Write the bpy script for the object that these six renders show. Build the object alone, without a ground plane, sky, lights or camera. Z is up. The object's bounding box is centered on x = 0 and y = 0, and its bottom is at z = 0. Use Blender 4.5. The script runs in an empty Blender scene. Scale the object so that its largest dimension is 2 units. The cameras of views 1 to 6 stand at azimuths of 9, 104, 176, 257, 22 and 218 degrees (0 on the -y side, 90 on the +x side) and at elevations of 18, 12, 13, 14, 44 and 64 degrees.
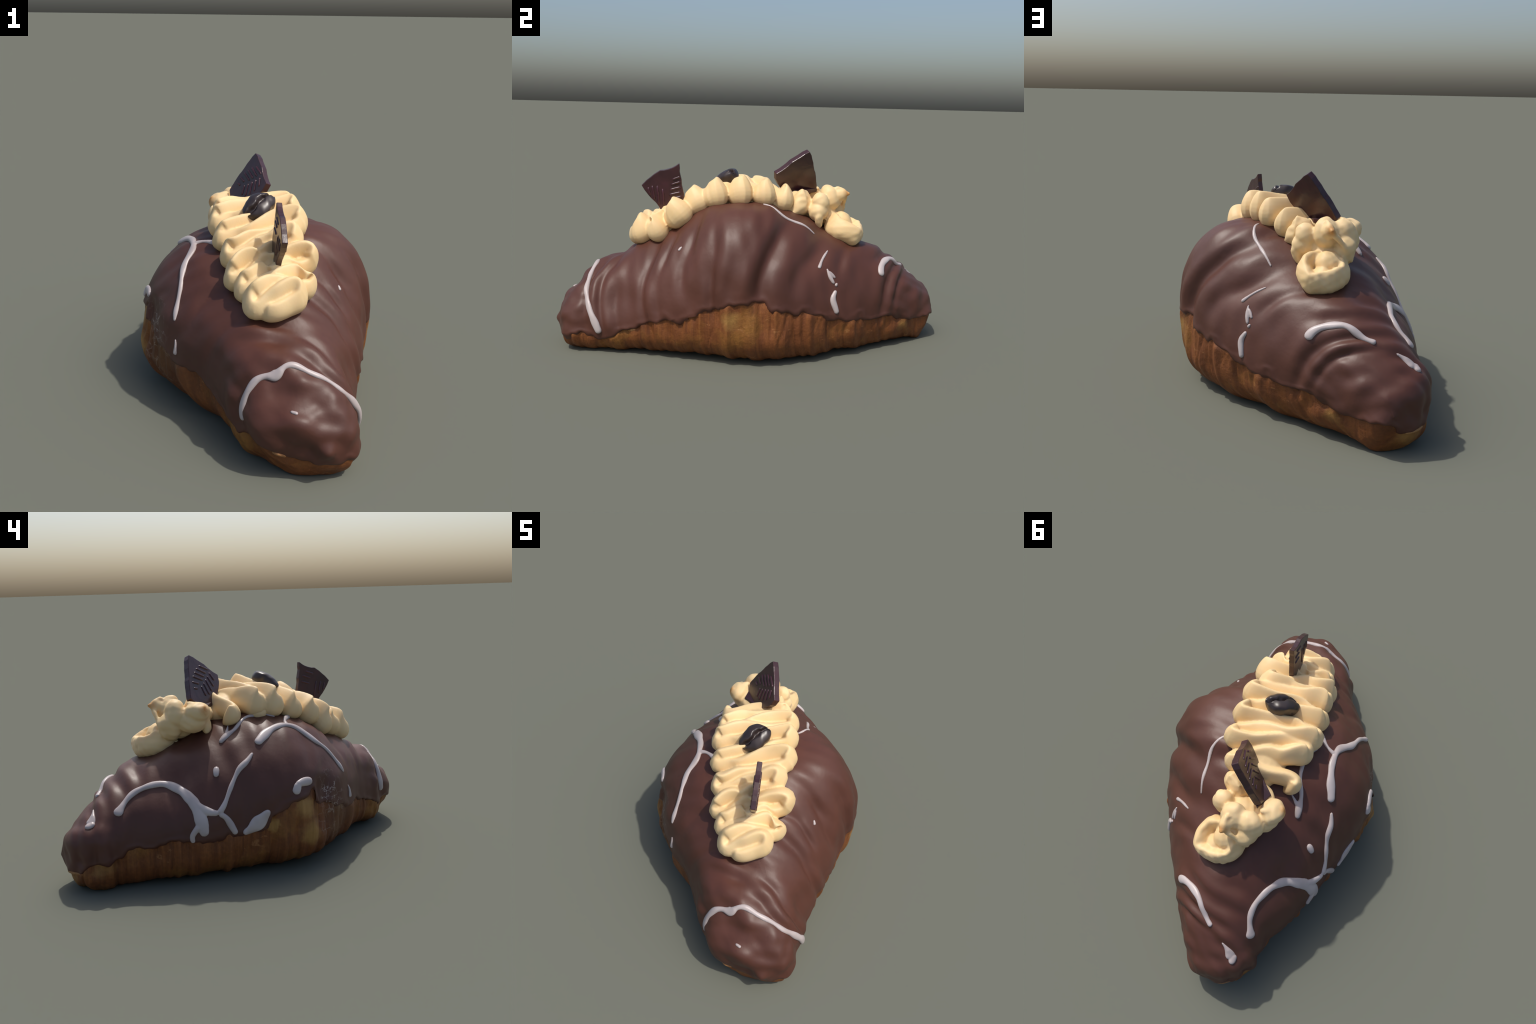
"""Chocolate-glazed croissant with piped coffee cream, chocolate shards, a coffee bean and icing drizzle."""
import bpy, bmesh, math, random
import numpy as np
from mathutils import Vector, Matrix
from mathutils.bvhtree import BVHTree

random.seed(7)
RNG = np.random.default_rng(11)
TAU = 2 * math.pi

# ---------------------------------------------------------------- helpers
def catmull(points, per):
    """Catmull-Rom through control rows, `per` samples per span."""
    P = np.asarray(points, float)
    Q = np.vstack([2 * P[0] - P[1], P, 2 * P[-1] - P[-2]])
    n = len(P)
    t = np.linspace(0, n - 1, (n - 1) * per + 1)
    i = np.minimum(t.astype(int), n - 2)
    f = (t - i)[:, None]
    a, b, c, d = Q[i], Q[i + 1], Q[i + 2], Q[i + 3]
    return .5 * (2 * b + (c - a) * f + (2 * a - 5 * b + 4 * c - d) * f ** 2 + (3 * b - a - 3 * c + d) * f ** 3)


def even(points, step):
    """Smooth path resampled at an even step (extra columns are carried along)."""
    C = catmull(points, 24)
    s = np.concatenate([[0], np.cumsum(np.linalg.norm(np.diff(C[:, :3], axis=0), axis=1))])
    n = max(4, int(s[-1] / step) + 1)
    q = np.linspace(0, s[-1], n)
    return np.stack([np.interp(q, s, C[:, k]) for k in range(C.shape[1])], -1)


class Waves:
    """Smooth seeded 3D noise: a sum of plane waves of similar wavelength."""
    def __init__(self, seed, freq, n=14):
        r = np.random.default_rng(seed)
        d = r.normal(size=(n, 3))
        d /= np.linalg.norm(d, axis=1)[:, None]
        self.k = d * (freq * r.uniform(.6, 1.5, n))[:, None] * TAU
        self.p = r.uniform(0, TAU, n)
        self.a = math.sqrt(2 / n)

    def __call__(self, X):
        return np.sin(np.asarray(X) @ self.k.T + self.p).sum(-1) * self.a


def smoothstep(a, b, x):
    t = np.clip((x - a) / (b - a), 0, 1)
    return t * t * (3 - 2 * t)


def mesh_object(name, verts, faces, mat, parent=None, smooth=True):
    me = bpy.data.meshes.new(name)
    me.from_pydata([tuple(map(float, v)) for v in verts], [], faces)
    me.update()
    if smooth:
        me.polygons.foreach_set("use_smooth", [True] * len(me.polygons))
    ob = bpy.data.objects.new(name, me)
    bpy.context.scene.collection.objects.link(ob)
    if mat:
        me.materials.append(mat)
    if parent:
        ob.parent = parent
    return ob


def grid_faces(rows, cols, wrap=True, skip=None):
    r = np.arange(rows - 1)[:, None]
    c = np.arange(cols if wrap else cols - 1)[None]
    c2 = (c + 1) % cols
    q = np.stack([r * cols + c, r * cols + c2, (r + 1) * cols + c2, (r + 1) * cols + c], -1).reshape(-1, 4)
    return q


def applied(ob):
    """Bake the modifiers of an object into its mesh."""
    dg = bpy.context.evaluated_depsgraph_get()
    me = bpy.data.meshes.new_from_object(ob.evaluated_get(dg))
    old = ob.data
    ob.modifiers.clear()
    ob.data = me
    me.name = ob.name
    bpy.data.meshes.remove(old)
    return ob


def fuse(ob, voxel, smooth_iter=6, factor=.5):
    """Melt overlapping pieces of one object into a single soft skin."""
    m = ob.modifiers.new("melt", 'REMESH')
    m.mode = 'VOXEL'
    m.voxel_size = voxel
    m.use_smooth_shade = True
    s = ob.modifiers.new("soften", 'SMOOTH')
    s.factor = factor
    s.iterations = smooth_iter
    return applied(ob)


# ---------------------------------------------------------------- materials
def nodes_of(mat):
    mat.use_nodes = True
    nt = mat.node_tree
    return nt, nt.nodes["Principled BSDF"]


def add(nt, kind, **props):
    n = nt.nodes.new(kind)
    for k, v in props.items():
        if k in n.inputs:
            n.inputs[k].default_value = v
        else:
            setattr(n, k, v)
    return n


def ramp(nt, fac, stops):
    r = nt.nodes.new("ShaderNodeValToRGB")
    e = r.color_ramp.elements
    while len(e) < len(stops):
        e.new(.5)
    for el, (p, c) in zip(e, stops):
        el.position = p
        el.color = (*c, 1) if len(c) == 3 else c
    nt.links.new(fac, r.inputs["Fac"])
    return r


def coords(nt, scale=(1, 1, 1)):
    tc = nt.nodes.new("ShaderNodeTexCoord")
    mp = nt.nodes.new("ShaderNodeMapping")
    mp.inputs["Scale"].default_value = scale
    nt.links.new(tc.outputs["Object"], mp.inputs["Vector"])
    return mp.outputs["Vector"]


def bump(nt, height, strength, distance, bsdf):
    b = add(nt, "ShaderNodeBump", Strength=strength, Distance=distance)
    nt.links.new(height, b.inputs["Height"])
    nt.links.new(b.outputs["Normal"], bsdf.inputs["Normal"])
    return b


def noise(nt, vec, scale, detail=4, rough=.5, dist=0):
    n = add(nt, "ShaderNodeTexNoise", Scale=scale, Detail=detail, Roughness=rough, Distortion=dist)
    nt.links.new(vec, n.inputs["Vector"])
    return n


def mix(nt, fac, a, b, blend='MIX'):
    m = nt.nodes.new("ShaderNodeMix")
    m.data_type = 'RGBA'
    m.blend_type = blend
    for sock, val in ((m.inputs[0], fac), (m.inputs[6], a), (m.inputs[7], b)):
        if hasattr(val, "is_linked") or isinstance(val, bpy.types.NodeSocket):
            nt.links.new(val, sock)
        else:
            sock.default_value = val if isinstance(val, (int, float)) else (*val, 1)
    return m.outputs[2]


def scuff_mask(nt, v, centre, r0, r1, scale):
    """Pale hairlines of broken, scraped glaze around one spot."""
    vm = nt.nodes.new("ShaderNodeVectorMath")
    vm.operation = 'DISTANCE'
    nt.links.new(v, vm.inputs[0])
    vm.inputs[1].default_value = centre
    near = ramp(nt, vm.outputs["Value"], [(r0, (1, 1, 1)), (r1, (0, 0, 0))])
    vor = add(nt, "ShaderNodeTexVoronoi", Scale=scale)
    vor.feature = 'DISTANCE_TO_EDGE'
    wob = noise(nt, v, 9, 4, .6)
    wv = nt.nodes.new("ShaderNodeVectorMath")
    wv.operation = 'MULTIPLY_ADD'
    nt.links.new(wob.outputs["Color"], wv.inputs[0])
    wv.inputs[1].default_value = (.16, .16, .16)
    nt.links.new(v, wv.inputs[2])
    nt.links.new(wv.outputs[0], vor.inputs["Vector"])
    line = ramp(nt, vor.outputs["Distance"], [(.0, (1, 1, 1)), (.045, (0, 0, 0))])
    gate = noise(nt, v, 14, 3, .6)
    g2 = ramp(nt, gate.outputs["Fac"], [(.44, (0, 0, 0)), (.58, (1, 1, 1))])
    m1 = mix(nt, 1.0, line.outputs["Color"], near.outputs["Color"], 'MULTIPLY')
    return mix(nt, 1.0, m1, g2.outputs["Color"], 'MULTIPLY')


def spot(nt, v, centre, r0, r1):
    """Soft-edged, noise-broken round patch, as a colour mask."""
    vm = nt.nodes.new("ShaderNodeVectorMath")
    vm.operation = 'DISTANCE'
    nt.links.new(v, vm.inputs[0])
    vm.inputs[1].default_value = centre
    n = noise(nt, v, 18, 4, .6)
    ad = nt.nodes.new("ShaderNodeMath")
    ad.operation = 'MULTIPLY_ADD'
    nt.links.new(n.outputs["Fac"], ad.inputs[0])
    ad.inputs[1].default_value = .08
    nt.links.new(vm.outputs["Value"], ad.inputs[2])
    return ramp(nt, ad.outputs[0], [(r0 + .04, (1, 1, 1)), (r1 + .04, (0, 0, 0))]).outputs["Color"]


def make_glaze():
    mat = bpy.data.materials.new("milk_chocolate_glaze")
    nt, b = nodes_of(mat)
    v = coords(nt)
    n1 = noise(nt, v, 3.2, 3, .5)
    col = ramp(nt, n1.outputs["Fac"], [(.3, (.076, .0268, .0172)), (.7, (.100, .0355, .0228))])
    m2 = scuff_mask(nt, v, (-.44, -.39, .37), .05, .15, 19.0)
    c = mix(nt, m2, col.outputs["Color"], (.42, .34, .30))
    nt.links.new(c, b.inputs["Base Color"])
    b.inputs["Roughness"].default_value = .47
    b.inputs["Specular IOR Level"].default_value = .42
    b.inputs["Subsurface Weight"].default_value = 0
    n2 = noise(nt, v, 26, 3, .5)
    bump(nt, n2.outputs["Fac"], .12, .01, b)
    return mat


def make_crust():
    mat = bpy.data.materials.new("baked_crust")
    nt, b = nodes_of(mat)
    v = coords(nt)
    vs = coords(nt, (1.0, 14.0, 1.0))          # streaks run round the roll, across its length
    streak = noise(nt, vs, 3.0, 6, .62, .4)
    blot = noise(nt, v, 4.0, 5, .6)
    base = ramp(nt, streak.outputs["Fac"], [(.25, (.095, .031, .011)), (.45, (.172, .056, .017)), (.62, (.225, .077, .021)), (.8, (.290, .118, .032))])
    gold = ramp(nt, blot.outputs["Fac"], [(.52, (0, 0, 0)), (.70, (1, 1, 1))])
    c = mix(nt, gold.outputs["Color"], base.outputs["Color"], (.270, .118, .026))
    fine = noise(nt, v, 60, 5, .7)
    f = ramp(nt, fine.outputs["Fac"], [(.3, (.72, .70, .66)), (.65, (1.1, 1.1, 1.1))])
    c = mix(nt, .8, c, f.outputs["Color"], 'MULTIPLY')
    # torn pale flake seams
    vt = coords(nt, (1.0, 1.0, 2.2))
    tear = noise(nt, vt, 7.0, 4, .65, .8)
    t = ramp(nt, tear.outputs["Fac"], [(.66, (0, 0, 0)), (.70, (1, 1, 1)), (.74, (0, 0, 0))])
    c = mix(nt, mix(nt, .5, (0, 0, 0), t.outputs["Color"]), c, (.46, .22, .085))
    # where the roll was torn open: bare golden dough on the corner flap and near the rear tip
    for centre, r0, r1 in (((-.545, -.215, .345), .03, .07), ((-.545, -.245, .20), .03, .08), ((-.55, -.04, .27), .02, .04), ((.56, .03, .26), .01, .06), ((-.10, .86, .12), .00, .05), ((-.50, .80, .13), .01, .07), ((-.42, .95, .08), .0, .06)):
        c = mix(nt, mix(nt, .25, spot(nt, v, centre, r0, r1), (0, 0, 0)), c, mix(nt, streak.outputs["Fac"], (.32, .165, .035), (.50, .290, .095)))
    # a thin smear of chocolate left on the wall in front of the corner
    c = mix(nt, mix(nt, .3, spot(nt, v, (-.38, -.47, .22), .10, .22), (0, 0, 0)), c, (.095, .036, .018))
    c = mix(nt, mix(nt, .7, (0, 0, 0), scuff_mask(nt, v, (-.42, -.41, .24), .08, .20, 17.0)), c, (.36, .27, .20))
    nt.links.new(c, b.inputs["Base Color"])
    b.inputs["Roughness"].default_value = .55
    b.inputs["Specular IOR Level"].default_value = .35
    h = mix(nt, .5, streak.outputs["Fac"], fine.outputs["Fac"])
    bump(nt, h, .55, .012, b)
    return mat


def make_cream():
    mat = bpy.data.materials.new("coffee_cream")
    nt, b = nodes_of(mat)
    v = coords(nt)
    n1 = noise(nt, v, 5, 3, .5)
    col = ramp(nt, n1.outputs["Fac"], [(.3, (.78, .560, .285)), (.7, (.86, .640, .350))])
    nt.links.new(col.outputs["Color"], b.inputs["Base Color"])
    b.inputs["Roughness"].default_value = .52
    b.inputs["Specular IOR Level"].default_value = .35
    b.inputs["Subsurface Weight"].default_value = .15
    b.inputs["Subsurface Radius"].default_value = (.03, .016, .006)
    b.inputs["Subsurface Scale"].default_value = 1.0
    n2 = noise(nt, v, 110, 3, .6)
    bump(nt, n2.outputs["Fac"], .10, .004, b)
    return mat


def make_rough_cream():
    mat = make_cream()
    mat.name = "torn_coffee_cream"
    nt = mat.node_tree
    b = nt.nodes["Principled BSDF"]
    old = b.inputs["Base Color"].links[0].from_socket
    v = coords(nt)
    # toasted smears on the torn knobs
    masks = []
    for centre, r in (((-.136, .500, .848), .040), ((-.305, .235, .835), .045)):
        d = nt.nodes.new("ShaderNodeVectorMath")
        d.operation = 'DISTANCE'
        nt.links.new(v, d.inputs[0])
        d.inputs[1].default_value = centre
        masks.append(ramp(nt, d.outputs["Value"], [(r * .25, (1, 1, 1)), (r, (0, 0, 0))]).outputs["Color"])
    m = mix(nt, 1.0, masks[0], masks[1], 'ADD')
    n = noise(nt, v, 30, 3, .6)
    g = ramp(nt, n.outputs["Fac"], [(.3, (.45, .45, .45)), (.6, (1, 1, 1))])
    m = mix(nt, 1.0, m, g.outputs["Color"], 'MULTIPLY')
    c = mix(nt, m, old, (.56, .235, .050))
    nt.links.new(c, b.inputs["Base Color"])
    return mat


def make_icing():
    mat = bpy.data.materials.new("white_icing")
    nt, b = nodes_of(mat)
    v = coords(nt)
    n1 = noise(nt, v, 9, 3, .5)
    col = ramp(nt, n1.outputs["Fac"], [(.3, (.42, .355, .340)), (.7, (.53, .465, .450))])
    nt.links.new(col.outputs["Color"], b.inputs["Base Color"])
    b.inputs["Roughness"].default_value = .38
    b.inputs["Subsurface Weight"].default_value = .0
    return mat


def make_dark_chocolate():
    mat = bpy.data.materials.new("dark_chocolate")
    nt, b = nodes_of(mat)
    v = coords(nt)
    n1 = noise(nt, v, 8, 4, .55)
    col = ramp(nt, n1.outputs["Fac"], [(.35, (.0360, .0125, .0150)), (.55, (.0500, .0165, .0200)), (.75, (.075, .0210, .0310))])
    nt.links.new(col.outputs["Color"], b.inputs["Base Color"])
    b.inputs["Roughness"].default_value = .30
    b.inputs["Specular IOR Level"].default_value = .6
    n2 = noise(nt, v, 22, 3, .5)
    bump(nt, n2.outputs["Fac"], .18, .01, b)
    return mat


def make_bean():
    mat = bpy.data.materials.new("roasted_bean")
    nt, b = nodes_of(mat)
    v = coords(nt)
    n1 = noise(nt, v, 14, 3, .5)
    col = ramp(nt, n1.outputs["Fac"], [(.3, (.0240, .0155, .0150)), (.7, (.0400, .0260, .0230))])
    nt.links.new(col.outputs["Color"], b.inputs["Base Color"])
    b.inputs["Roughness"].default_value = .36
    b.inputs["Specular IOR Level"].default_value = .6
    return mat


GLAZE, CRUST, CREAM, TORN = make_glaze(), make_crust(), make_cream(), make_rough_cream()
ICING, DARK, BEAN = make_icing(), make_dark_chocolate(), make_bean()
RIB = make_dark_chocolate()  # lighter, pinker chocolate copy: highlights on the ribs painted into the base colour
RIB.name = "dark_chocolate_rib"
for n in RIB.node_tree.nodes:
    if n.bl_idname == "ShaderNodeValToRGB":
        for e, c in zip(n.color_ramp.elements, ((.040, .0120, .0180), (.060, .0170, .0270), (.090, .0250, .0400))):
            e.color = (*c, 1)

# ---------------------------------------------------------------- the thing
pastry = bpy.data.objects.new("chocolate_croissant", None)
bpy.context.scene.collection.objects.link(pastry)
pastry["label"] = "chocolate glazed croissant with piped coffee cream, shards and icing drizzle"
pastry["category"] = "croissant pastry"

# ---------------------------------------------------------------- body loft
# One row per section along the roll (y): left / right flank x, heights of the flanks,
# ridge (x, z), underside (x, z), roundness of upper left, upper right and lower quarters.
SECTIONS = [
    (-1.000, 0.310, 0.310, 0.190, 0.190, 0.310, 0.190, 0.310, 0.190, 1.950, 1.950, 3.209),
    (-0.985, 0.215, 0.420, 0.200, 0.200, 0.310, 0.262, 0.315, 0.115, 1.951, 1.950, 3.184),
    (-0.930, 0.128, 0.547, 0.222, 0.179, 0.236, 0.321, 0.360, 0.015, 1.950, 1.941, 2.550),
    (-0.820, 0.009, 0.575, 0.235, 0.166, 0.200, 0.448, 0.356, 0.000, 1.958, 1.899, 2.705),
    (-0.650, -0.148, 0.553, 0.284, 0.175, 0.150, 0.546, 0.306, 0.000, 1.993, 1.895, 2.811),
    (-0.450, -0.388, 0.546, 0.319, 0.191, 0.106, 0.646, 0.174, 0.000, 2.049, 1.942, 3.041),
    (-0.220, -0.534, 0.558, 0.323, 0.245, 0.091, 0.758, 0.026, 0.000, 2.300, 2.203, 3.521),
    (0.000, -0.567, 0.575, 0.284, 0.293, 0.132, 0.804, -0.008, 0.000, 2.300, 2.598, 3.712),
    (0.220, -0.564, 0.512, 0.251, 0.236, 0.102, 0.762, -0.056, 0.000, 2.070, 2.150, 3.590),
    (0.450, -0.563, 0.345, 0.224, 0.219, -0.013, 0.619, -0.176, 0.000, 1.928, 1.933, 3.257),
    (0.650, -0.524, 0.133, 0.214, 0.212, -0.150, 0.553, -0.286, 0.000, 1.964, 1.911, 2.925),
    (0.820, -0.548, -0.055, 0.210, 0.208, -0.262, 0.419, -0.355, 0.000, 1.974, 1.937, 2.566),
    (0.930, -0.497, -0.195, 0.204, 0.201, -0.331, 0.325, -0.334, 0.016, 1.955, 1.954, 2.305),
    (0.985, -0.410, -0.285, 0.170, 0.170, -0.325, 0.250, -0.340, 0.120, 1.949, 1.951, 3.172),
    (1.000, -0.345, -0.345, 0.180, 0.180, -0.345, 0.180, -0.345, 0.180, 1.950, 1.950, 3.211),
]
# Glaze edge (y, z) along each flank.
EDGE_RIGHT = [(-1.1, .085), (-.93, .075), (-.888, .069), (-.83, .09), (-.72, .083), (-.636, .084), (-.575, .137), (-.496, .152), (-.422, .199), (-.342, .226), (-.25, .213), (-.17, .26), (-.083, .305), (-.026, .299), (.06, .323), (.143, .337), (.19, .342), (.232, .298), (.318, .283), (.373, .282), (.429, .250), (.533, .208), (.62, .208), (.705, .174), (.79, .18), (.863, .144), (.936, .135), (.982, .147), (1.1, .12)]
EDGE_LEFT = [(-1.1, .11), (-.98, .13), (-.94, .15), (-.87, .127), (-.797, .153), (-.7, .21), (-.6, .25), (-.512, .253), (-.44, .285), (-.385, .307), (-.33, .33), (-.275, .350), (-.264, .415), (-.177, .382), (-.109, .335), (-.063, .341), (-.034, .316), (-.009, .255), (.061, .236), (.143, .236), (.25, .225), (.348, .214), (.442, .23), (.512, .217), (.573, .189), (.614, .201), (.683, .199), (.719, .164), (.789, .139), (.863, .145), (.908, .11), (.971, .10), (1.1, .10)]
# Creases between the rolled dough layers on each flank: y at mid height, depth, width, lean of the crease.
CREASES_RIGHT = [(-.79, .012, .030, .10), (-.69, .010, .022, .10), (-.59, .010, .025, .10), (-.50, .005, .018, .08), (-.43, .022, .024, .08), (-.335, .008, .020, .06), (-.20, .012, .026, .03), (-.075, .015, .026, .05), (.19, .022, .050, -.05), (.375, .014, .035, -.10), (.50, .008, .025, -.10), (.63, .014, .028, -.14), (.745, .014, .024, -.14), (.82, .012, .022, -.14), (.90, .010, .020, -.10)]
CREASES_LEFT = [(-.86, .012, .028, .10), (-.76, .012, .028, .10), (-.66, .012, .03, .10), (-.50, .008, .03, .06), (-.30, .010, .03, .05), (.03, .012, .05, .0), (.38, .006, .04, -.10), (.56, .010, .03, -.14), (.66, .014, .028, -.16), (.76, .014, .026, -.16), (.85, .010, .022, -.12), (.92, .010, .02, -.10)]

# Separate bumps (+) and dents (-) of the glaze: centre, radius, height.
LUMPS = [(.455, -.975, .150, .036, .024), (.385, -.985, .150, .030, -.016), (.335, -.895, .370, .060, .010), (.215, -.905, .345, .035, -.010), (.15, -.90, .26, .05, .008), (.215, -.945, .23, .06, .010), (.39, -.91, .32, .03, -.008), (.40, -.93, .28, .03, .008), (.26, -.83, .44, .04, .008),
         (-.28, .42, .585, .12, .042), (.36, -.02, .72, .15, .020), (.37, .25, .58, .08, -.014), (.22, -.20, .77, .10, .014), (.28, -.25, .70, .12, .018), (-.20, -.32, .66, .13, .026), (-.30, -.05, .72, .15, .015), (-.52, -.31, .16, .14, .036), (.53, -.62, .30, .10, -.028), (-.47, .52, .36, .13, .017), (-.36, .50, .52, .10, .014), (.0, -.76, .30, .13, -.018), (.33, -.95, .27, .07, .016), (.20, -.52, .62, .10, .010), (.20, -.70, .50, .09, -.018)]
PER, ROUND = 30, 480
W_MID, W_FINE, W_WOB, W_EDGE, W_FLK = Waves(1, 3.0), Waves(2, 8.0), Waves(3, 1.6), Waves(4, 9.0), Waves(5, 16.0)


def body_grid():
    S = catmull(SECTIONS, PER)[:]
    cols = [S[:, k:k + 1] for k in range(12)]
    y, xl, xr, zl, zr, xt, zt, xb, zb, pul, pur, plo = cols
    th = np.linspace(0, TAU, ROUND, endpoint=False)[None]
    c, s = np.cos(th), np.sin(th)
    R, U = c >= 0, s >= 0
    p = np.clip(np.where(U, np.where(R, pur, pul), plo), 1.3, 5)
    C, Sn = np.abs(c) ** (2 / p), np.abs(s) ** (2 / p)
    xm = np.where(U, xt, xb)
    x = xm + (np.where(R, xr, xl) - xm) * C
    zf = np.where(R, zr, zl)
    z = zf + (np.where(U, zt, zb) - zf) * Sn
    return np.stack([x, y + 0 * x, z], -1)


def grid_normals(G):
    n = np.cross(np.gradient(G, axis=0), np.roll(G, -1, 1) - np.roll(G, 1, 1))
    n /= np.linalg.norm(n, axis=-1, keepdims=True) + 1e-9
    if (n * (G - G.reshape(-1, 3).mean(0))).sum() < 0:
        n = -n
    for k in range(1, 3):                       # poles: blend towards the axis direction
        n[k - 1] = (0, -1, 0)
        n[-k] = (0, 1, 0)
    return n


def side_weight(G):
    """0 on the left flank, 1 on the right."""
    S = catmull(SECTIONS, PER)
    mid, half = (S[:, 1] + S[:, 2]) / 2, np.maximum((S[:, 2] - S[:, 1]) / 2, .03)
    return smoothstep(-.7, .7, (G[..., 0] - mid[:, None]) / half[:, None])


def crease_field(G, w):
    q = np.zeros(G.shape[:2])
    wob = W_WOB(G) * .028 + W_MID(G) * .010
    for table, ww in ((CREASES_RIGHT, w), (CREASES_LEFT, 1 - w)):
        for yc, depth, width, lean in table:
            t = (G[..., 1] + lean * (G[..., 2] - .35) + wob - yc) / width
            # a groove with a swollen lip on the side of the roll's middle
            sgn = -1 if yc > 0 else 1
            fade = np.clip(.55 + .75 * Waves(int(1000 + yc * 300), 1.3)(G), 0, 1.3)
            q += .85 * fade * ww * depth * (-np.exp(-t * t) + .55 * np.exp(-((t - sgn * 2.1) / 1.6) ** 2))
    return q


GRID = body_grid()
NORM = grid_normals(GRID)
WR = side_weight(GRID)
taper = smoothstep(0, 14, np.arange(len(GRID)))[:, None] * smoothstep(0, 14, np.arange(len(GRID))[::-1])[:, None]
relief = crease_field(GRID, WR) + .0020 * W_MID(GRID * np.array([.5, 1.3, .5])) + .0018 * W_FINE(GRID * np.array([.6, 1.5, .6])) + .0007 * Waves(6, 4.0)(GRID * np.array([.6, 2.4, .6]))
low = smoothstep(.17, .02, GRID[..., 2])          # the underside rests flat
relief *= (.25 + .75 * taper) * (1 - .72 * low)
tipw = smoothstep(.68, .85, np.abs(GRID[..., 1]))
relief += tipw * (.0048 * Waves(8, 5.0)(GRID) + .002 * Waves(9, 11.0)(GRID))
relief -= .003
for lx, ly, lz, lr, la in LUMPS:
    d2 = ((GRID - np.array([lx, ly, lz])) ** 2).sum(-1)
    relief += la * np.exp(-d2 / lr ** 2)
# the rolled flap on the left ends in a step: full flank behind y = -.27, recessed in front of it
gy, gz = GRID[..., 1] + .012 * W_MID(GRID), GRID[..., 2]
step = smoothstep(-.255, -.285, gy) * smoothstep(-.50, -.32, gy) * smoothstep(.50, .40, gz) * smoothstep(.15, .26, gz)
bulge = smoothstep(-.285, -.262, gy) * smoothstep(-.05, -.2, gy) * smoothstep(.48, .36, gz) * smoothstep(.02, .12, gz)
relief += (1 - WR) * (-.026 * step + .006 * bulge)
BODY = GRID + NORM * relief[..., None]

edge = np.interp(BODY[..., 1], *zip(*EDGE_LEFT)) * (1 - WR) + np.interp(BODY[..., 1], *zip(*EDGE_RIGHT)) * WR
above = BODY[..., 2] - edge + .006 * W_EDGE(BODY) + .004 * W_FLK(BODY)   # > 0 under the glaze

# crust: flaky below the glaze line
streak = np.zeros_like(relief)
for k, (amp, f) in enumerate(((.0042, 9), (.0026, 21), (.0014, 47))):
    streak += amp * Waves(20 + k, 1.0, 10)(BODY * np.array([.8, f, .8]))
flake = .004 * np.sign(W_FINE(BODY)) * np.abs(W_FINE(BODY)) ** .5
gr = np.random.default_rng(77)
gwob = .010 * W_MID(BODY)
for _ in range(70):                              # cracks that run down the flank between the dough layers
    yc, gw, gd, gl, gz0, gh = gr.uniform(-.92, .95), gr.uniform(.003, .006), gr.uniform(.003, .008), gr.uniform(-.25, .25), gr.uniform(.05, .28), gr.uniform(.05, .14)
    rgt = gr.random() < .55
    tt = (BODY[..., 1] + gwob + gl * (BODY[..., 2] - .15) - yc) / gw
    streak -= gd * np.exp(-tt * tt) * np.exp(-((BODY[..., 2] - gz0) / gh) ** 4) * (WR if rgt else 1 - WR)
bare = smoothstep(.03, -.01, above)
crust_pts = BODY + NORM * (-.006 * (1 - bare))[..., None] + NORM * ((streak + flake * .25 - .007 + .014 * low) * bare * (1 - .3 * low) * taper)[..., None]
crust_pts[..., 2] -= .012 * smoothstep(.12, .0, crust_pts[..., 2])
crust_pts[..., 2] = np.maximum(crust_pts[..., 2], 0)
quads = grid_faces(*BODY.shape[:2])


def closed(pts):
    """Grid to verts and faces; the end rows are collapsed poles."""
    return pts.reshape(-1, 3), quads.tolist()


crust = mesh_object("crust", *closed(crust_pts), CRUST, pastry)

# glaze: a coat that swells out of the dough with a rounded lower lip
COAT, LIP = .011, .016
t = np.clip(above / LIP, 0, 1)
swell = COAT * np.sqrt(np.clip(1 - (1 - t) ** 2, 0, 1)) + .003 * np.exp(-((above - .02) / .016) ** 2)
swell = np.where(above < 0, np.maximum(above * .8, -.012), swell)
glaze_pts = BODY + NORM * (swell - .011)[..., None]
keep = (above.reshape(-1)[quads] > -.014).all(1)
used = np.unique(quads[keep])
remap = np.full(BODY.shape[0] * BODY.shape[1], -1)
remap[used] = np.arange(len(used))
glaze = mesh_object("chocolate_glaze", glaze_pts.reshape(-1, 3)[used], remap[quads[keep]].tolist(), GLAZE, pastry)

for ob in (crust, glaze):
    bm = bmesh.new()
    bm.from_mesh(ob.data)
    bmesh.ops.remove_doubles(bm, verts=bm.verts, dist=1e-5)
    bmesh.ops.recalc_face_normals(bm, faces=bm.faces)
    bm.to_mesh(ob.data)
    bm.free()
    ob.data.polygons.foreach_set("use_smooth", [True] * len(ob.data.polygons))

TREE = BVHTree.FromPolygons([v.co[:] for v in glaze.data.vertices], [p.vertices[:] for p in glaze.data.polygons])


def snap(p):
    co, no, _, _ = TREE.find_nearest(Vector(p))
    if no.dot(co - Vector((co.x * .5, co.y * .8, .2))) < 0:
        no = -no
    return np.array(co), np.array(no)


def top_at(x, y):
    hit = TREE.ray_cast(Vector((x, y, 2)), Vector((0, 0, -1)))
    if hit[0] is None:
        return snap((x, y, .6))
    no = np.array(hit[1])
    return np.array(hit[0]), no if no[2] > 0 else -no


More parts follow.
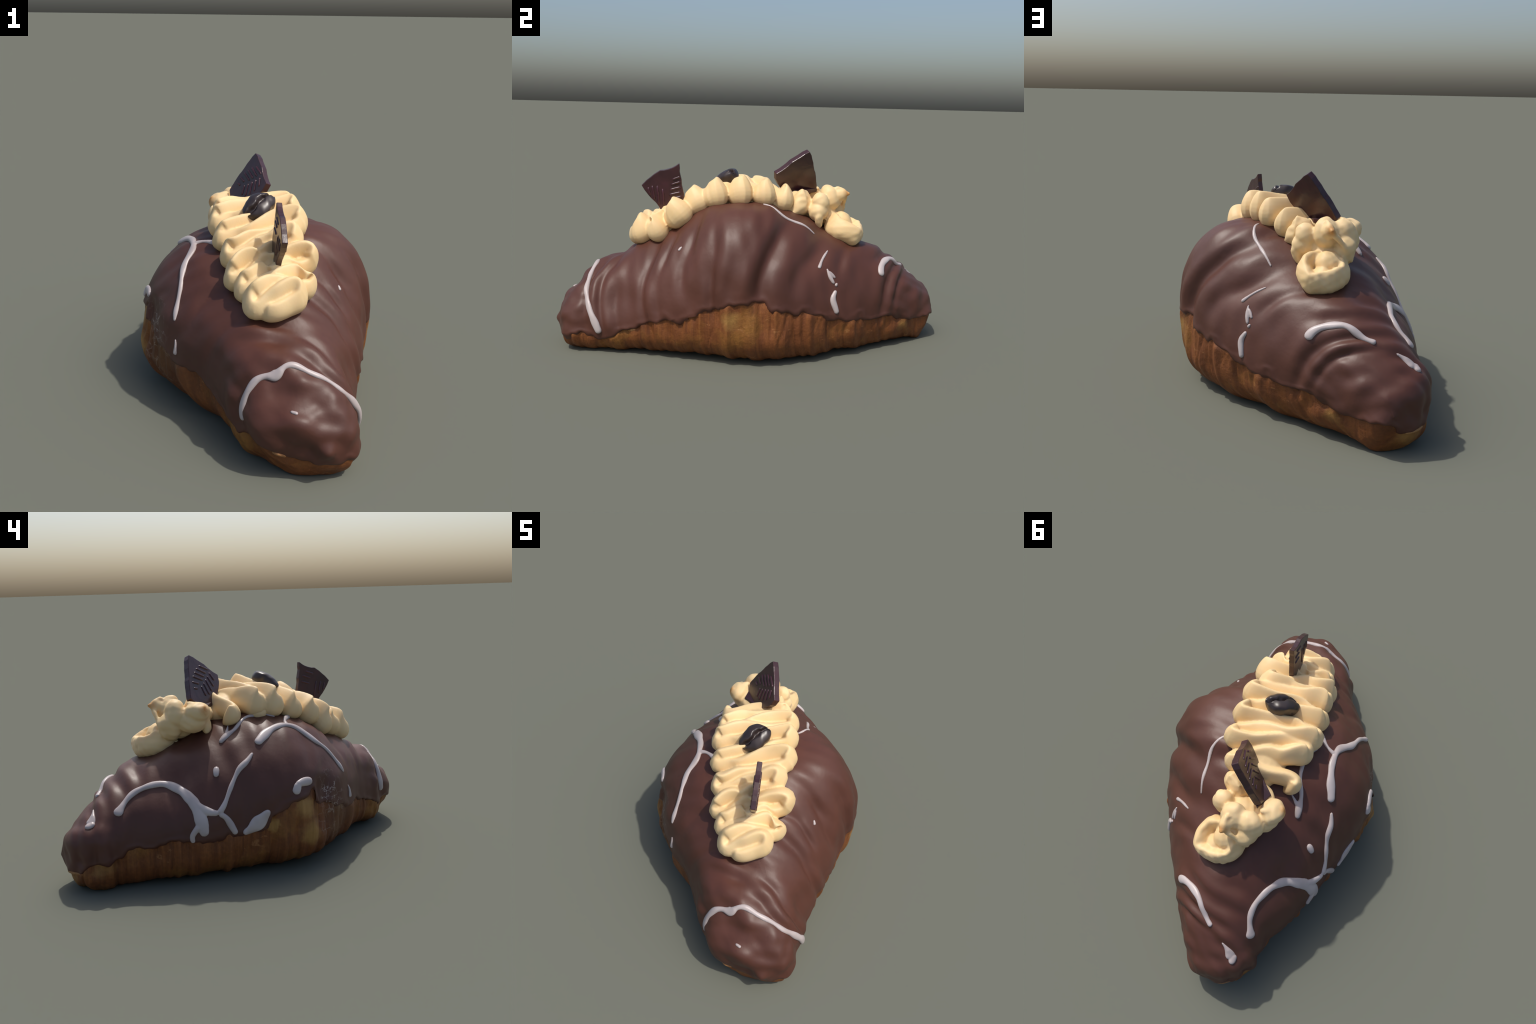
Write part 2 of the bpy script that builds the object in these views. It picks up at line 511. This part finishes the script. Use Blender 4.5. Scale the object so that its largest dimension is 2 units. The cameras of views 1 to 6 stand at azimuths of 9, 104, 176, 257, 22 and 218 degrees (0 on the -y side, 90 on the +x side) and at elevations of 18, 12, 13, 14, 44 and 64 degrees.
# ---------------------------------------------------------------- icing
def tube(path, nor, width, height, sides=14):
    """Flat-bottomed bead along a path on the surface, with rounded ends."""
    n = len(path)
    T = np.gradient(path, axis=0)
    T /= np.linalg.norm(T, axis=1)[:, None] + 1e-9
    s = np.concatenate([[0], np.cumsum(np.linalg.norm(np.diff(path, axis=0), axis=1))])
    V, F = [], []
    for i in range(n):
        b = np.cross(nor[i], T[i])
        b /= np.linalg.norm(b) + 1e-9
        e0, e1 = min(1, s[i] / max(width[i], 1e-4)), min(1, (s[-1] - s[i]) / max(width[i], 1e-4))
        k = math.sqrt(max(0, 1 - (1 - e0) ** 2)) * math.sqrt(max(0, 1 - (1 - e1) ** 2))
        k = max(k, .05)
        for j in range(sides):
            a = TAU * j / sides
            V.append(path[i] + b * math.cos(a) * width[i] * k + nor[i] * math.sin(a) * height[i] * k)
    for i in range(n - 1):
        for j in range(sides):
            j2 = (j + 1) % sides
            F.append((i * sides + j, i * sides + j2, (i + 1) * sides + j2, (i + 1) * sides + j))
    F.append(tuple(range(sides))[::-1])
    F.append(tuple((n - 1) * sides + j for j in range(sides)))
    return V, F


def bead(name, strokes, voxel=.0035, mat=None):
    """Strokes are lists of (x, y, z, half width); strokes of one bead melt together."""
    V, F = [], []
    for st in strokes:
        C = even(st, .006)
        sn = [snap(c[:3]) for c in C]
        path = np.array([p for p, _ in sn])
        nor = np.array([m for _, m in sn])
        for _ in range(min(30, max(4, len(C) // 3))):
            path[1:-1] = (path[:-2] + 2 * path[1:-1] + path[2:]) / 4
            nor[1:-1] = (nor[:-2] + nor[1:-1] + nor[2:]) / 3
        nor /= np.linalg.norm(nor, axis=1)[:, None]
        w = C[:, 3] * 1.18 * (1 + .10 * np.sin(np.arange(len(C)) * .35 + st[0][0] * 40))
        v, f = tube(path + nor * .001, nor, w, np.minimum(w * .75, .012))
        o = len(V)
        V += v
        F += [tuple(i + o for i in q) for q in f]
    ob = mesh_object(name, V, F, mat or ICING, pastry)
    return fuse(ob, voxel, 4)


bead("icing_drizzle", [[(.074, -.900, .195, .017), (.070, -.889, .235, .018), (.080, -.885, .290, .017), (.104, -.876, .340, .016), (.140, -.866, .383, .013), (.185, -.862, .405, .013), (.215, -.875, .402, .019), (.237, -.858, .417, .016), (.246, -.838, .432, .012), (.287, -.824, .440, .012), (.340, -.830, .425, .012), (.390, -.825, .411, .011), (.440, -.808, .391, .011), (.490, -.798, .348, .012), (.522, -.784, .298, .013), (.546, -.757, .248, .015), (.560, -.722, .192, .017), (.564, -.703, .150, .017), (.566, -.690, .115, .019)]])
bead("icing_drizzle", [[(-.402, .005, .651, .018), (-.375, -.025, .671, .022), (-.336, -.074, .697, .019), (-.301, -.131, .715, .015), (-.280, -.196, .716, .014), (-.275, -.240, .705, .016), (-.295, -.300, .655, .017), (-.300, -.335, .630, .014), (-.290, -.407, .570, .010), (-.295, -.450, .520, .011), (-.297, -.480, .475, .011), (-.297, -.500, .440, .006)], [(-.292, -.530, .370, .003), (-.290, -.545, .340, .007), (-.292, -.545, .292, .014)],
                       [(-.280, -.190, .718, .010), (-.230, -.190, .728, .009), (-.164, -.225, .733, .012), (-.10, -.26, .73, .009), (-.03, -.28, .73, .009)]])
bead("icing_drizzle", [[(-.338, .184, .671, .011), (-.308, .135, .699, .015), (-.290, .094, .711, .010), (-.235, .04, .733, .009), (-.200, -.010, .743, .009), (-.185, -.088, .747, .008), (-.203, -.150, .742, .004)],
                       [(-.308, .140, .699, .009), (-.27, .125, .718, .006), (-.227, .110, .733, .003)]])
bead("icing_drop", [[(-.439, .220, .572, .008), (-.456, .226, .549, .014), (-.475, .230, .522, .012)]])
bead("icing_drizzle", [[(-.434, .032, .623, .005), (-.466, .073, .583, .014), (-.478, .113, .558, .012), (-.500, .146, .512, .010), (-.524, .180, .448, .010), (-.540, .208, .392, .011), (-.546, .238, .356, .013)],
                       [(-.483, .730, .379, .022), (-.470, .712, .398, .019), (-.459, .696, .418, .014), (-.430, .666, .456, .013), (-.412, .611, .482, .014), (-.402, .549, .487, .014), (-.405, .479, .486, .017), (-.439, .422, .472, .020), (-.473, .384, .450, .022), (-.507, .356, .411, .022), (-.525, .325, .385, .020), (-.540, .285, .366, .016), (-.546, .238, .356, .013)],
                       [(-.480, .375, .440, .018), (-.515, .347, .399, .025), (-.541, .330, .341, .026), (-.552, .321, .298, .026), (-.559, .315, .252, .022)],
                       [(-.549, .335, .307, .017), (-.552, .358, .280, .014), (-.557, .375, .255, .011), (-.559, .369, .228, .009)],
                       [(-.546, .238, .356, .013), (-.553, .204, .336, .013), (-.559, .180, .294, .014), (-.563, .156, .247, .014)]])
bead("icing_smear", [[(-.562, .125, .248, .010), (-.560, .085, .268, .024), (-.558, .050, .290, .030), (-.556, .025, .310, .028), (-.553, .000, .340, .018), (-.552, -.017, .352, .008)]])
bead("icing_drop", [[(-.378, .831, .390, .004), (-.410, .838, .375, .010), (-.440, .845, .358, .018), (-.462, .853, .340, .024)], [(-.455, .828, .345, .013), (-.466, .855, .338, .015), (-.468, .880, .330, .013)]])
bead("icing_drop", [[(-.543, -.150, .415, .020), (-.537, -.163, .437, .021), (-.530, -.172, .460, .018), (-.526, -.182, .466, .012)], [(-.533, -.160, .460, .014), (-.522, -.195, .468, .018), (-.506, -.235, .468, .018), (-.494, -.262, .464, .016)]])
bead("icing_drop", [[(.438, -.282, .602, .006), (.447, -.297, .573, .008)]])
bead("icing_drizzle", [[(.172, .085, .772, .004), (.200, .140, .773, .007), (.200, .205, .760, .008), (.180, .265, .733, .008), (.150, .325, .690, .007), (.126, .372, .650, .004)]])
bead("icing_drizzle", [[(.150, .446, .572, .004), (.218, .433, .545, .007), (.273, .426, .500, .008)]])
bead("icing_drizzle", [[(.236, .461, .495, .004), (.246, .482, .453, .010), (.245, .507, .413, .006)], [(.240, .471, .478, .007), (.230, .492, .462, .008), (.224, .511, .440, .005)]])
bead("icing_drop", [[(.228, .519, .419, .006), (.246, .512, .399, .009)]])
bead("icing_drizzle", [[(.250, .518, .382, .009), (.273, .506, .341, .014), (.275, .516, .305, .014), (.267, .530, .257, .014)]])
bead("icing_drizzle", [[(-.013, .723, .412, .020), (-.030, .715, .443, .017), (-.081, .721, .473, .016), (-.132, .731, .483, .015), (-.183, .748, .477, .014), (-.223, .774, .454, .013), (-.255, .792, .437, .012), (-.297, .805, .424, .012)]])
bead("icing_drop", [[(.293, -.953, .301, .006), (.327, -.956, .286, .007)]])

# torn flakes of pale dough standing off the crust
FLAKE = make_crust()
FLAKE.name = "torn_dough"
for n in FLAKE.node_tree.nodes:
    if n.bl_idname == "ShaderNodeValToRGB" and len(n.color_ramp.elements) == 4:
        for e, c in zip(n.color_ramp.elements, ((.22, .09, .03), (.34, .16, .06), (.46, .24, .10), (.56, .32, .15))):
            e.color = (*c, 1)
for st in ([(.535, -.545, .125, .004), (.530, -.515, .118, .012), (.525, -.480, .102, .010), (.520, -.445, .092, .003)], [(-.545, -.30, .12, .003), (-.535, -.33, .10, .008), (-.52, -.36, .085, .004)],
           [(.20, -.97, .055, .006), (.23, -.985, .045, .012), (.27, -.985, .05, .006)], [(-.40, .975, .09, .006), (-.46, .955, .08, .010), (-.50, .92, .07, .005)]):
    bead("dough_flake", [st], .003, FLAKE)

# ---------------------------------------------------------------- cream
def ribbon(path, up, hgt, wid, lean, sides=22):
    """Tall soft ribbon of piped cream: fat foot, thin rounded crest."""
    n = len(path)
    T = np.gradient(path, axis=0)
    T /= np.linalg.norm(T, axis=1)[:, None] + 1e-9
    s = np.concatenate([[0], np.cumsum(np.linalg.norm(np.diff(path, axis=0), axis=1))])
    V, F = [], []
    for i in range(n):
        b = np.cross(up[i], T[i])
        b /= np.linalg.norm(b) + 1e-9
        k = max(.08, math.sqrt(min(1, s[i] / .05)) * math.sqrt(min(1, (s[-1] - s[i]) / .05)))
        for j in range(sides):
            a = TAU * j / sides
            h = .5 + .5 * math.sin(a)
            w = wid[i] * (.94 + .38 * h - .80 * h ** 2)
            V.append(path[i] + b * math.cos(a) * w * k + up[i] * (hgt[i] * h * k - .015) + lean[i] * (h * h))
    for i in range(n - 1):
        for j in range(sides):
            j2 = (j + 1) % sides
            F.append((i * sides + j, i * sides + j2, (i + 1) * sides + j2, (i + 1) * sides + j))
    F.append(tuple(range(sides))[::-1])
    F.append(tuple((n - 1) * sides + j for j in range(sides)))
    return V, F


def ball(centre, radii, rot=(0, 0, 0), n=20, wob=None):
    V, F = [], []
    M = np.array(Matrix.Rotation(rot[2], 3, 'Z') @ Matrix.Rotation(rot[1], 3, 'Y') @ Matrix.Rotation(rot[0], 3, 'X'))
    for i in range(n + 1):
        p = math.pi * i / n
        for j in range(2 * n):
            a = TAU * j / (2 * n)
            V.append(np.array(centre) + M @ (np.array(radii) * [math.sin(p) * math.cos(a), math.sin(p) * math.sin(a), math.cos(p)]))
    return V, grid_faces(n + 1, 2 * n).tolist()


def gather(parts):
    V, F = [], []
    for v, f in parts:
        o = len(V)
        V += list(v)
        F += [tuple(int(i) + o for i in q) for q in f]
    return V, F


# turning points of the zigzag, front to back: (left x, y), (right x, y)
LEFT = [(.065, -.590), (.018, -.520), (-.045, -.438), (-.080, -.345), (-.135, -.240), (-.180, -.125), (-.192, -.035), (-.240, .105)]
RIGHT = [(.275, -.560), (.300, -.465), (.290, -.335), (.225, -.265), (.235, -.165), (.195, -.045), (.150, .070), (.075, .150)]
def centre_x(y):
    return float(np.interp(y, [-.66, -.45, -.3, -.1, .1, .25], [.165, .12, .09, .025, -.035, -.08]))


zig3 = [(.11, -.615, 0, .095), (.18, -.618, 0, .100)]
for l, r in zip(LEFT, RIGHT):
    for x, y in (r, l):
        k = math.copysign(1, centre_x(y) - x)         # towards the middle
        x += k * .016
        # each pass leaves a lobe with a high crest and dives under the next one
        zig3 += [(x + k * .028, y - .027, 0, .106), (x, y, 0, .128), (x + k * .028, y + .027, 0, .150)]
path2 = even(zig3, .008)
pts, ups, lean = [], [], []
for x, y, _, _ in path2:
    co, no = top_at(x, y)
    k = float(np.interp(y, [-.60, -.35], [.45, .85]))
    u = no * k + np.array([0, 0, 1 - k])
    pts.append(co)
    ups.append(u / np.linalg.norm(u))
pts, ups = np.array(pts), np.array(ups)
for _ in range(6):
    ups[1:-1] = (ups[:-2] + ups[1:-1] + ups[2:]) / 3
    pts[1:-1, 2] = (pts[:-2, 2] + pts[1:-1, 2] + pts[2:, 2]) / 3
xmid = np.array([centre_x(y) for y in pts[:, 1]])
lat = np.abs(pts[:, 0] - xmid) / .16
ripple = np.sin(np.arange(len(pts)) * .09)
hgt = path2[:, 3] + .004 * ripple + .014 * np.exp(-((pts[:, 1] + .06) / .15) ** 2)
wid = .046 + .003 * np.sin(np.arange(len(pts)) * .053)
lean = np.array([0, -.018, 0]) * np.ones((len(pts), 1))
parts = [ribbon(pts, ups, hgt, wid, lean)]
pad = even([(.15, -.62, 0), (.14, -.5, 0), (.10, -.35, 0), (.05, -.2, 0), (.0, 0, 0), (-.05, .15, 0), (-.09, .22, 0)], .02)
pad_rows = [top_at(x, y) for x, y, _ in pad]
pp, pn = np.array([p for p, _ in pad_rows]), np.array([n for _, n in pad_rows])
parts.append(tube(pp, pn, np.full(len(pp), .132), np.full(len(pp), .084), 24))
cream = mesh_object("piped_cream", *gather(parts), CREAM, pastry)
fuse(cream, .005, 4)

# rear tuft: collapsed loops and torn knobs
loop = even([(-.130, .412, .0), (-.072, .407, .0), (-.026, .435, .0), (-.024, .493, .0), (-.062, .536, .0), (-.120, .546, .0), (-.175, .512, .0), (-.190, .455, .0), (-.165, .398, .0)], .008)
lp = [top_at(x, y) for x, y, _ in loop]
lpts, lups = np.array([p for p, _ in lp]), np.array([n * .95 + np.array([0, 0, .05]) for _, n in lp])
lups /= np.linalg.norm(lups, axis=1)[:, None]
slab = even([(.055, .228, 0), (-.02, .250, 0), (-.10, .285, 0)], .008)
sp = [top_at(x, y) for x, y, _ in slab]
spts, sups = np.array([p for p, _ in sp]), np.array([n * .5 + np.array([0, 0, .5]) for _, n in sp])
sups /= np.linalg.norm(sups, axis=1)[:, None]
fold = even([(-.120, .425, .880), (-.136, .480, .845), (-.180, .475, .790), (-.225, .455, .730), (-.245, .450, .690)], .006)
crest = tube(fold, np.tile(np.array([0, .7, .7]), (len(fold), 1)), np.full(len(fold), .015), np.full(len(fold), .020), 12)
parts = [
    ribbon(lpts, lups, np.full(len(lpts), .122), np.full(len(lpts), .042), np.zeros((len(lpts), 3))),
    ribbon(spts, sups, np.full(len(spts), .150), np.full(len(spts), .055), np.zeros((len(spts), 3))),
    ball((-.130, .468, .690), (.062, .062, .058)),
    ball((-.150, .225, .790), (.075, .050, .050)),
    ball((-.090, .215, .800), (.070, .050, .055)),
    ball((-.190, .245, .775), (.050, .050, .050)),
    ball((-.105, .505, .640), (.055, .050, .045)),
    ball((-.130, .405, .705), (.080, .050, .060)),
    ball((-.205, .225, .745), (.026, .030, .060), (0, .4, 0)),
    ball((-.035, .365, .800), (.050, .048, .060), (.2, .2, 0)),           # right knob
    ball((-.030, .355, .750), (.064, .055, .06)),
    ball((-.205, .385, .800), (.070, .056, .082), (.1, .1, .2)),          # torn crown
    ball((-.125, .400, .815), (.062, .058, .075), (.3, 0, 0)),
    ball((-.128, .452, .836), (.034, .050, .036), (.25, 0, 0)),
    ball((-.136, .490, .844), (.014, .024, .014)),                        # toasted tip
    ball((-.210, .410, .745), (.055, .062, .075)),
    ball((-.252, .275, .812), (.060, .068, .054), (.2, .25, .3)),         # left knob
    ball((-.235, .300, .765), (.062, .075, .062)),
    ball((-.275, .250, .842), (.024, .020, .014)),
    ball((-.240, .300, .856), (.030, .016, .012), (0, 0, .6)),
    ball((.008, .368, .705), (.026, .024, .048), (0, .5, 0)),             # drip on the right
    ball((-.130, .345, .740), (.100, .085, .075)),
    crest,
]
torn = mesh_object("torn_cream_tuft", *gather(parts), TORN, pastry)
fuse(torn, .005, 9)
me = torn.data
co = np.empty(len(me.vertices) * 3)
no = np.empty(len(me.vertices) * 3)
me.vertices.foreach_get("co", co)
me.vertices.foreach_get("normal", no)
co, no = co.reshape(-1, 3), no.reshape(-1, 3)
co += no * (.0022 * Waves(31, 9)(co) + .0010 * Waves(32, 22)(co))[:, None]
me.vertices.foreach_set("co", co.ravel())
me.update()

# small drips of cream at the foot of the piping
for c, r in (((-.150, .380, .650), (.026, .018, .008)), ((-.190, -.065, .765), (.030, .042, .040))):
    p, n = snap(c)
    b = mesh_object("cream_drip", *ball(p + n * r[2] * .3, r), CREAM, pastry)

# ---------------------------------------------------------------- shards
def shard(name, origin, e1, e2, nrm, outline, thick, bars, back_bars=(), extra=None):
    """Broken plate of moulded chocolate: outline in plate coordinates, raised bars on its faces."""
    o, e1, e2, nrm = map(np.array, (origin, e1, e2, nrm))
    r = random.Random(5)
    pts = []
    for (a, b), (c, d) in zip(outline, outline[1:] + outline[:1]):
        k = max(1, int(math.hypot(c - a, d - b) / .022))
        for i in range(k):
            f = i / k
            j = .0035 if i else 0
            pts.append((a + (c - a) * f + r.uniform(-j, j), b + (d - b) * f + r.uniform(-j, j)))
    n = len(pts)
    V = [o + e1 * u + e2 * v + nrm * (thick / 2) for u, v in pts] + [o + e1 * u + e2 * v - nrm * (thick / 2) for u, v in pts]
    F = [tuple(range(n)), tuple(range(2 * n - 1, n - 1, -1))] + [(i, i + n, (i + 1) % n + n, (i + 1) % n) for i in range(n)]
    parts = [(V, F)]
    plate = mesh_object(name, *gather(parts), DARK, pastry, smooth=False)
    bm = bmesh.new()
    bm.from_mesh(plate.data)
    bmesh.ops.recalc_face_normals(bm, faces=bm.faces)
    bm.to_mesh(plate.data)
    bm.free()
    bv = plate.modifiers.new("soft_edges", 'BEVEL')
    bv.width = .003
    bv.segments = 2
    bv.limit_method = 'ANGLE'
    applied(plate)
    for side, group in ((1, bars), (-1, back_bars)):
        for (a, b), (c, d) in group:
            p0 = o + e1 * a + e2 * b + nrm * side * thick / 2
            p1 = o + e1 * c + e2 * d + nrm * side * thick / 2
            path = np.linspace(p0, p1, 9)
            k = len(path)
            v, f = tube(path, np.tile(nrm * side, (k, 1)), np.full(k, .0062), np.full(k, .0050), 10)
            bar = mesh_object("moulded_rib", v, f, RIB, plate)
    return plate


front = shard("chocolate_shard", (.158, -.393, .999), (.231, -.834, -.501), (-.204, .462, -.863), (.951, .301, -.063),
      [(0, 0), (.067, -.002), (.110, -.018), (.148, -.016), (.200, -.008), (.240, .003), (.236, .067), (.219, .152), (.215, .20), (.10, .24), (.077, .182), (.035, .085)], .026,
      [((.214, .030), (.228, .075)), ((.190, .032), (.219, .107)), ((.166, .045), (.212, .145)), ((.149, .075), (.193, .165)), ((.080, .058), (.030, .066)), ((.100, .079), (.043, .091)), ((.120, .100), (.056, .117)), ((.138, .122), (.068, .143)), ((.145, .146), (.076, .165))],
      [((.214, .030), (.228, .075)), ((.185, .032), (.205, .107)), ((.155, .045), (.190, .145)), ((.120, .020), (.06, .03)), ((.110, .050), (.05, .062)), ((.120, .080), (.06, .095))])
rear = shard("chocolate_shard", (-.050, .284, 1.082), (.375, -.746, -.551), (.643, -.219, .734), (-.668, -.629, .397),
      [(0, 0), (.060, .005), (.114, .008), (.189, -.001), (.222, .002), (.238, -.038), (.232, -.15), (.19, -.23), (.10, -.265), (.046, -.252), (.034, -.209), (.018, -.150), (.006, -.08)], .034,
      [((.074, -.027), (.148, -.011)), ((.055, -.056), (.135, -.042)), ((.046, -.086), (.126, -.070)), ((.038, -.116), (.118, -.097)), ((.041, -.151), (.092, -.134)), ((.059, -.181), (.085, -.168)), ((.154, -.026), (.200, -.052)), ((.141, -.054), (.200, -.093)), ((.133, -.081), (.190, -.130)), ((.120, -.110), (.175, -.160)), ((.108, -.138), (.150, -.180))])
# broken foot of the rear shard, lying in the cream
foot = [(-.195, .315, .862), (-.200, .215, .832), (-.120, .175, .840), (-.050, .180, .850), (-.080, .250, .860)]
fc = np.mean(foot, 0)
V = [np.array(p) for p in foot] + [np.array(p) - np.array([0, 0, .022]) for p in foot]
m = len(foot)
F = [tuple(range(m)), tuple(range(2 * m - 1, m - 1, -1))] + [(i, i + m, (i + 1) % m + m, (i + 1) % m) for i in range(m)]
base = mesh_object("shard_foot", V, F, DARK, rear, smooth=False)
bv = base.modifiers.new("soft_edges", 'BEVEL')
bv.width = .003
bv.segments = 2

# ---------------------------------------------------------------- coffee bean
ax = np.array([.073, .082, .053])
ax /= np.linalg.norm(ax)
fu = np.array([.15, -.42, .88])
fu -= ax * (fu @ ax)
fu /= np.linalg.norm(fu)
sd = np.cross(fu, ax)
V, F = [], []
n, mm = 64, 96
for i in range(n + 1):
    p = math.pi * i / n
    for j in range(mm):
        a = TAU * j / mm
        x, s, u = math.cos(p), math.sin(p) * math.cos(a), math.sin(p) * math.sin(a)
        X, S = x * .086, s * .064
        U = u * (.032 if u > 0 else .075)
        groove = .0075 * math.sin(x * 3.0) + .0015 * math.sin(x * 17)
        if u > -.1:
            g = math.exp(-(abs(S - groove) / (.0105 + .004 * math.sin(x * 7))) ** 2.6)
            U -= .026 * g * min(1, (u + .1) / .3)
            X *= 1 - .05 * g
        wob = 1 + .035 * math.sin(x * 5 + a) + .025 * math.sin(3 * a + x * 4) + .012 * math.sin(x * 13 + 2 * a)
        V.append(np.array([.032, -.168, .924]) + (ax * X + sd * S + fu * U) * wob)
F = grid_faces(n + 1, mm).tolist()
bean = mesh_object("coffee_bean", V, F, BEAN, pastry)
for ob in (bean,):
    bm = bmesh.new()
    bm.from_mesh(ob.data)
    bmesh.ops.remove_doubles(bm, verts=bm.verts, dist=1e-5)
    bmesh.ops.recalc_face_normals(bm, faces=bm.faces)
    bm.to_mesh(ob.data)
    bm.free()
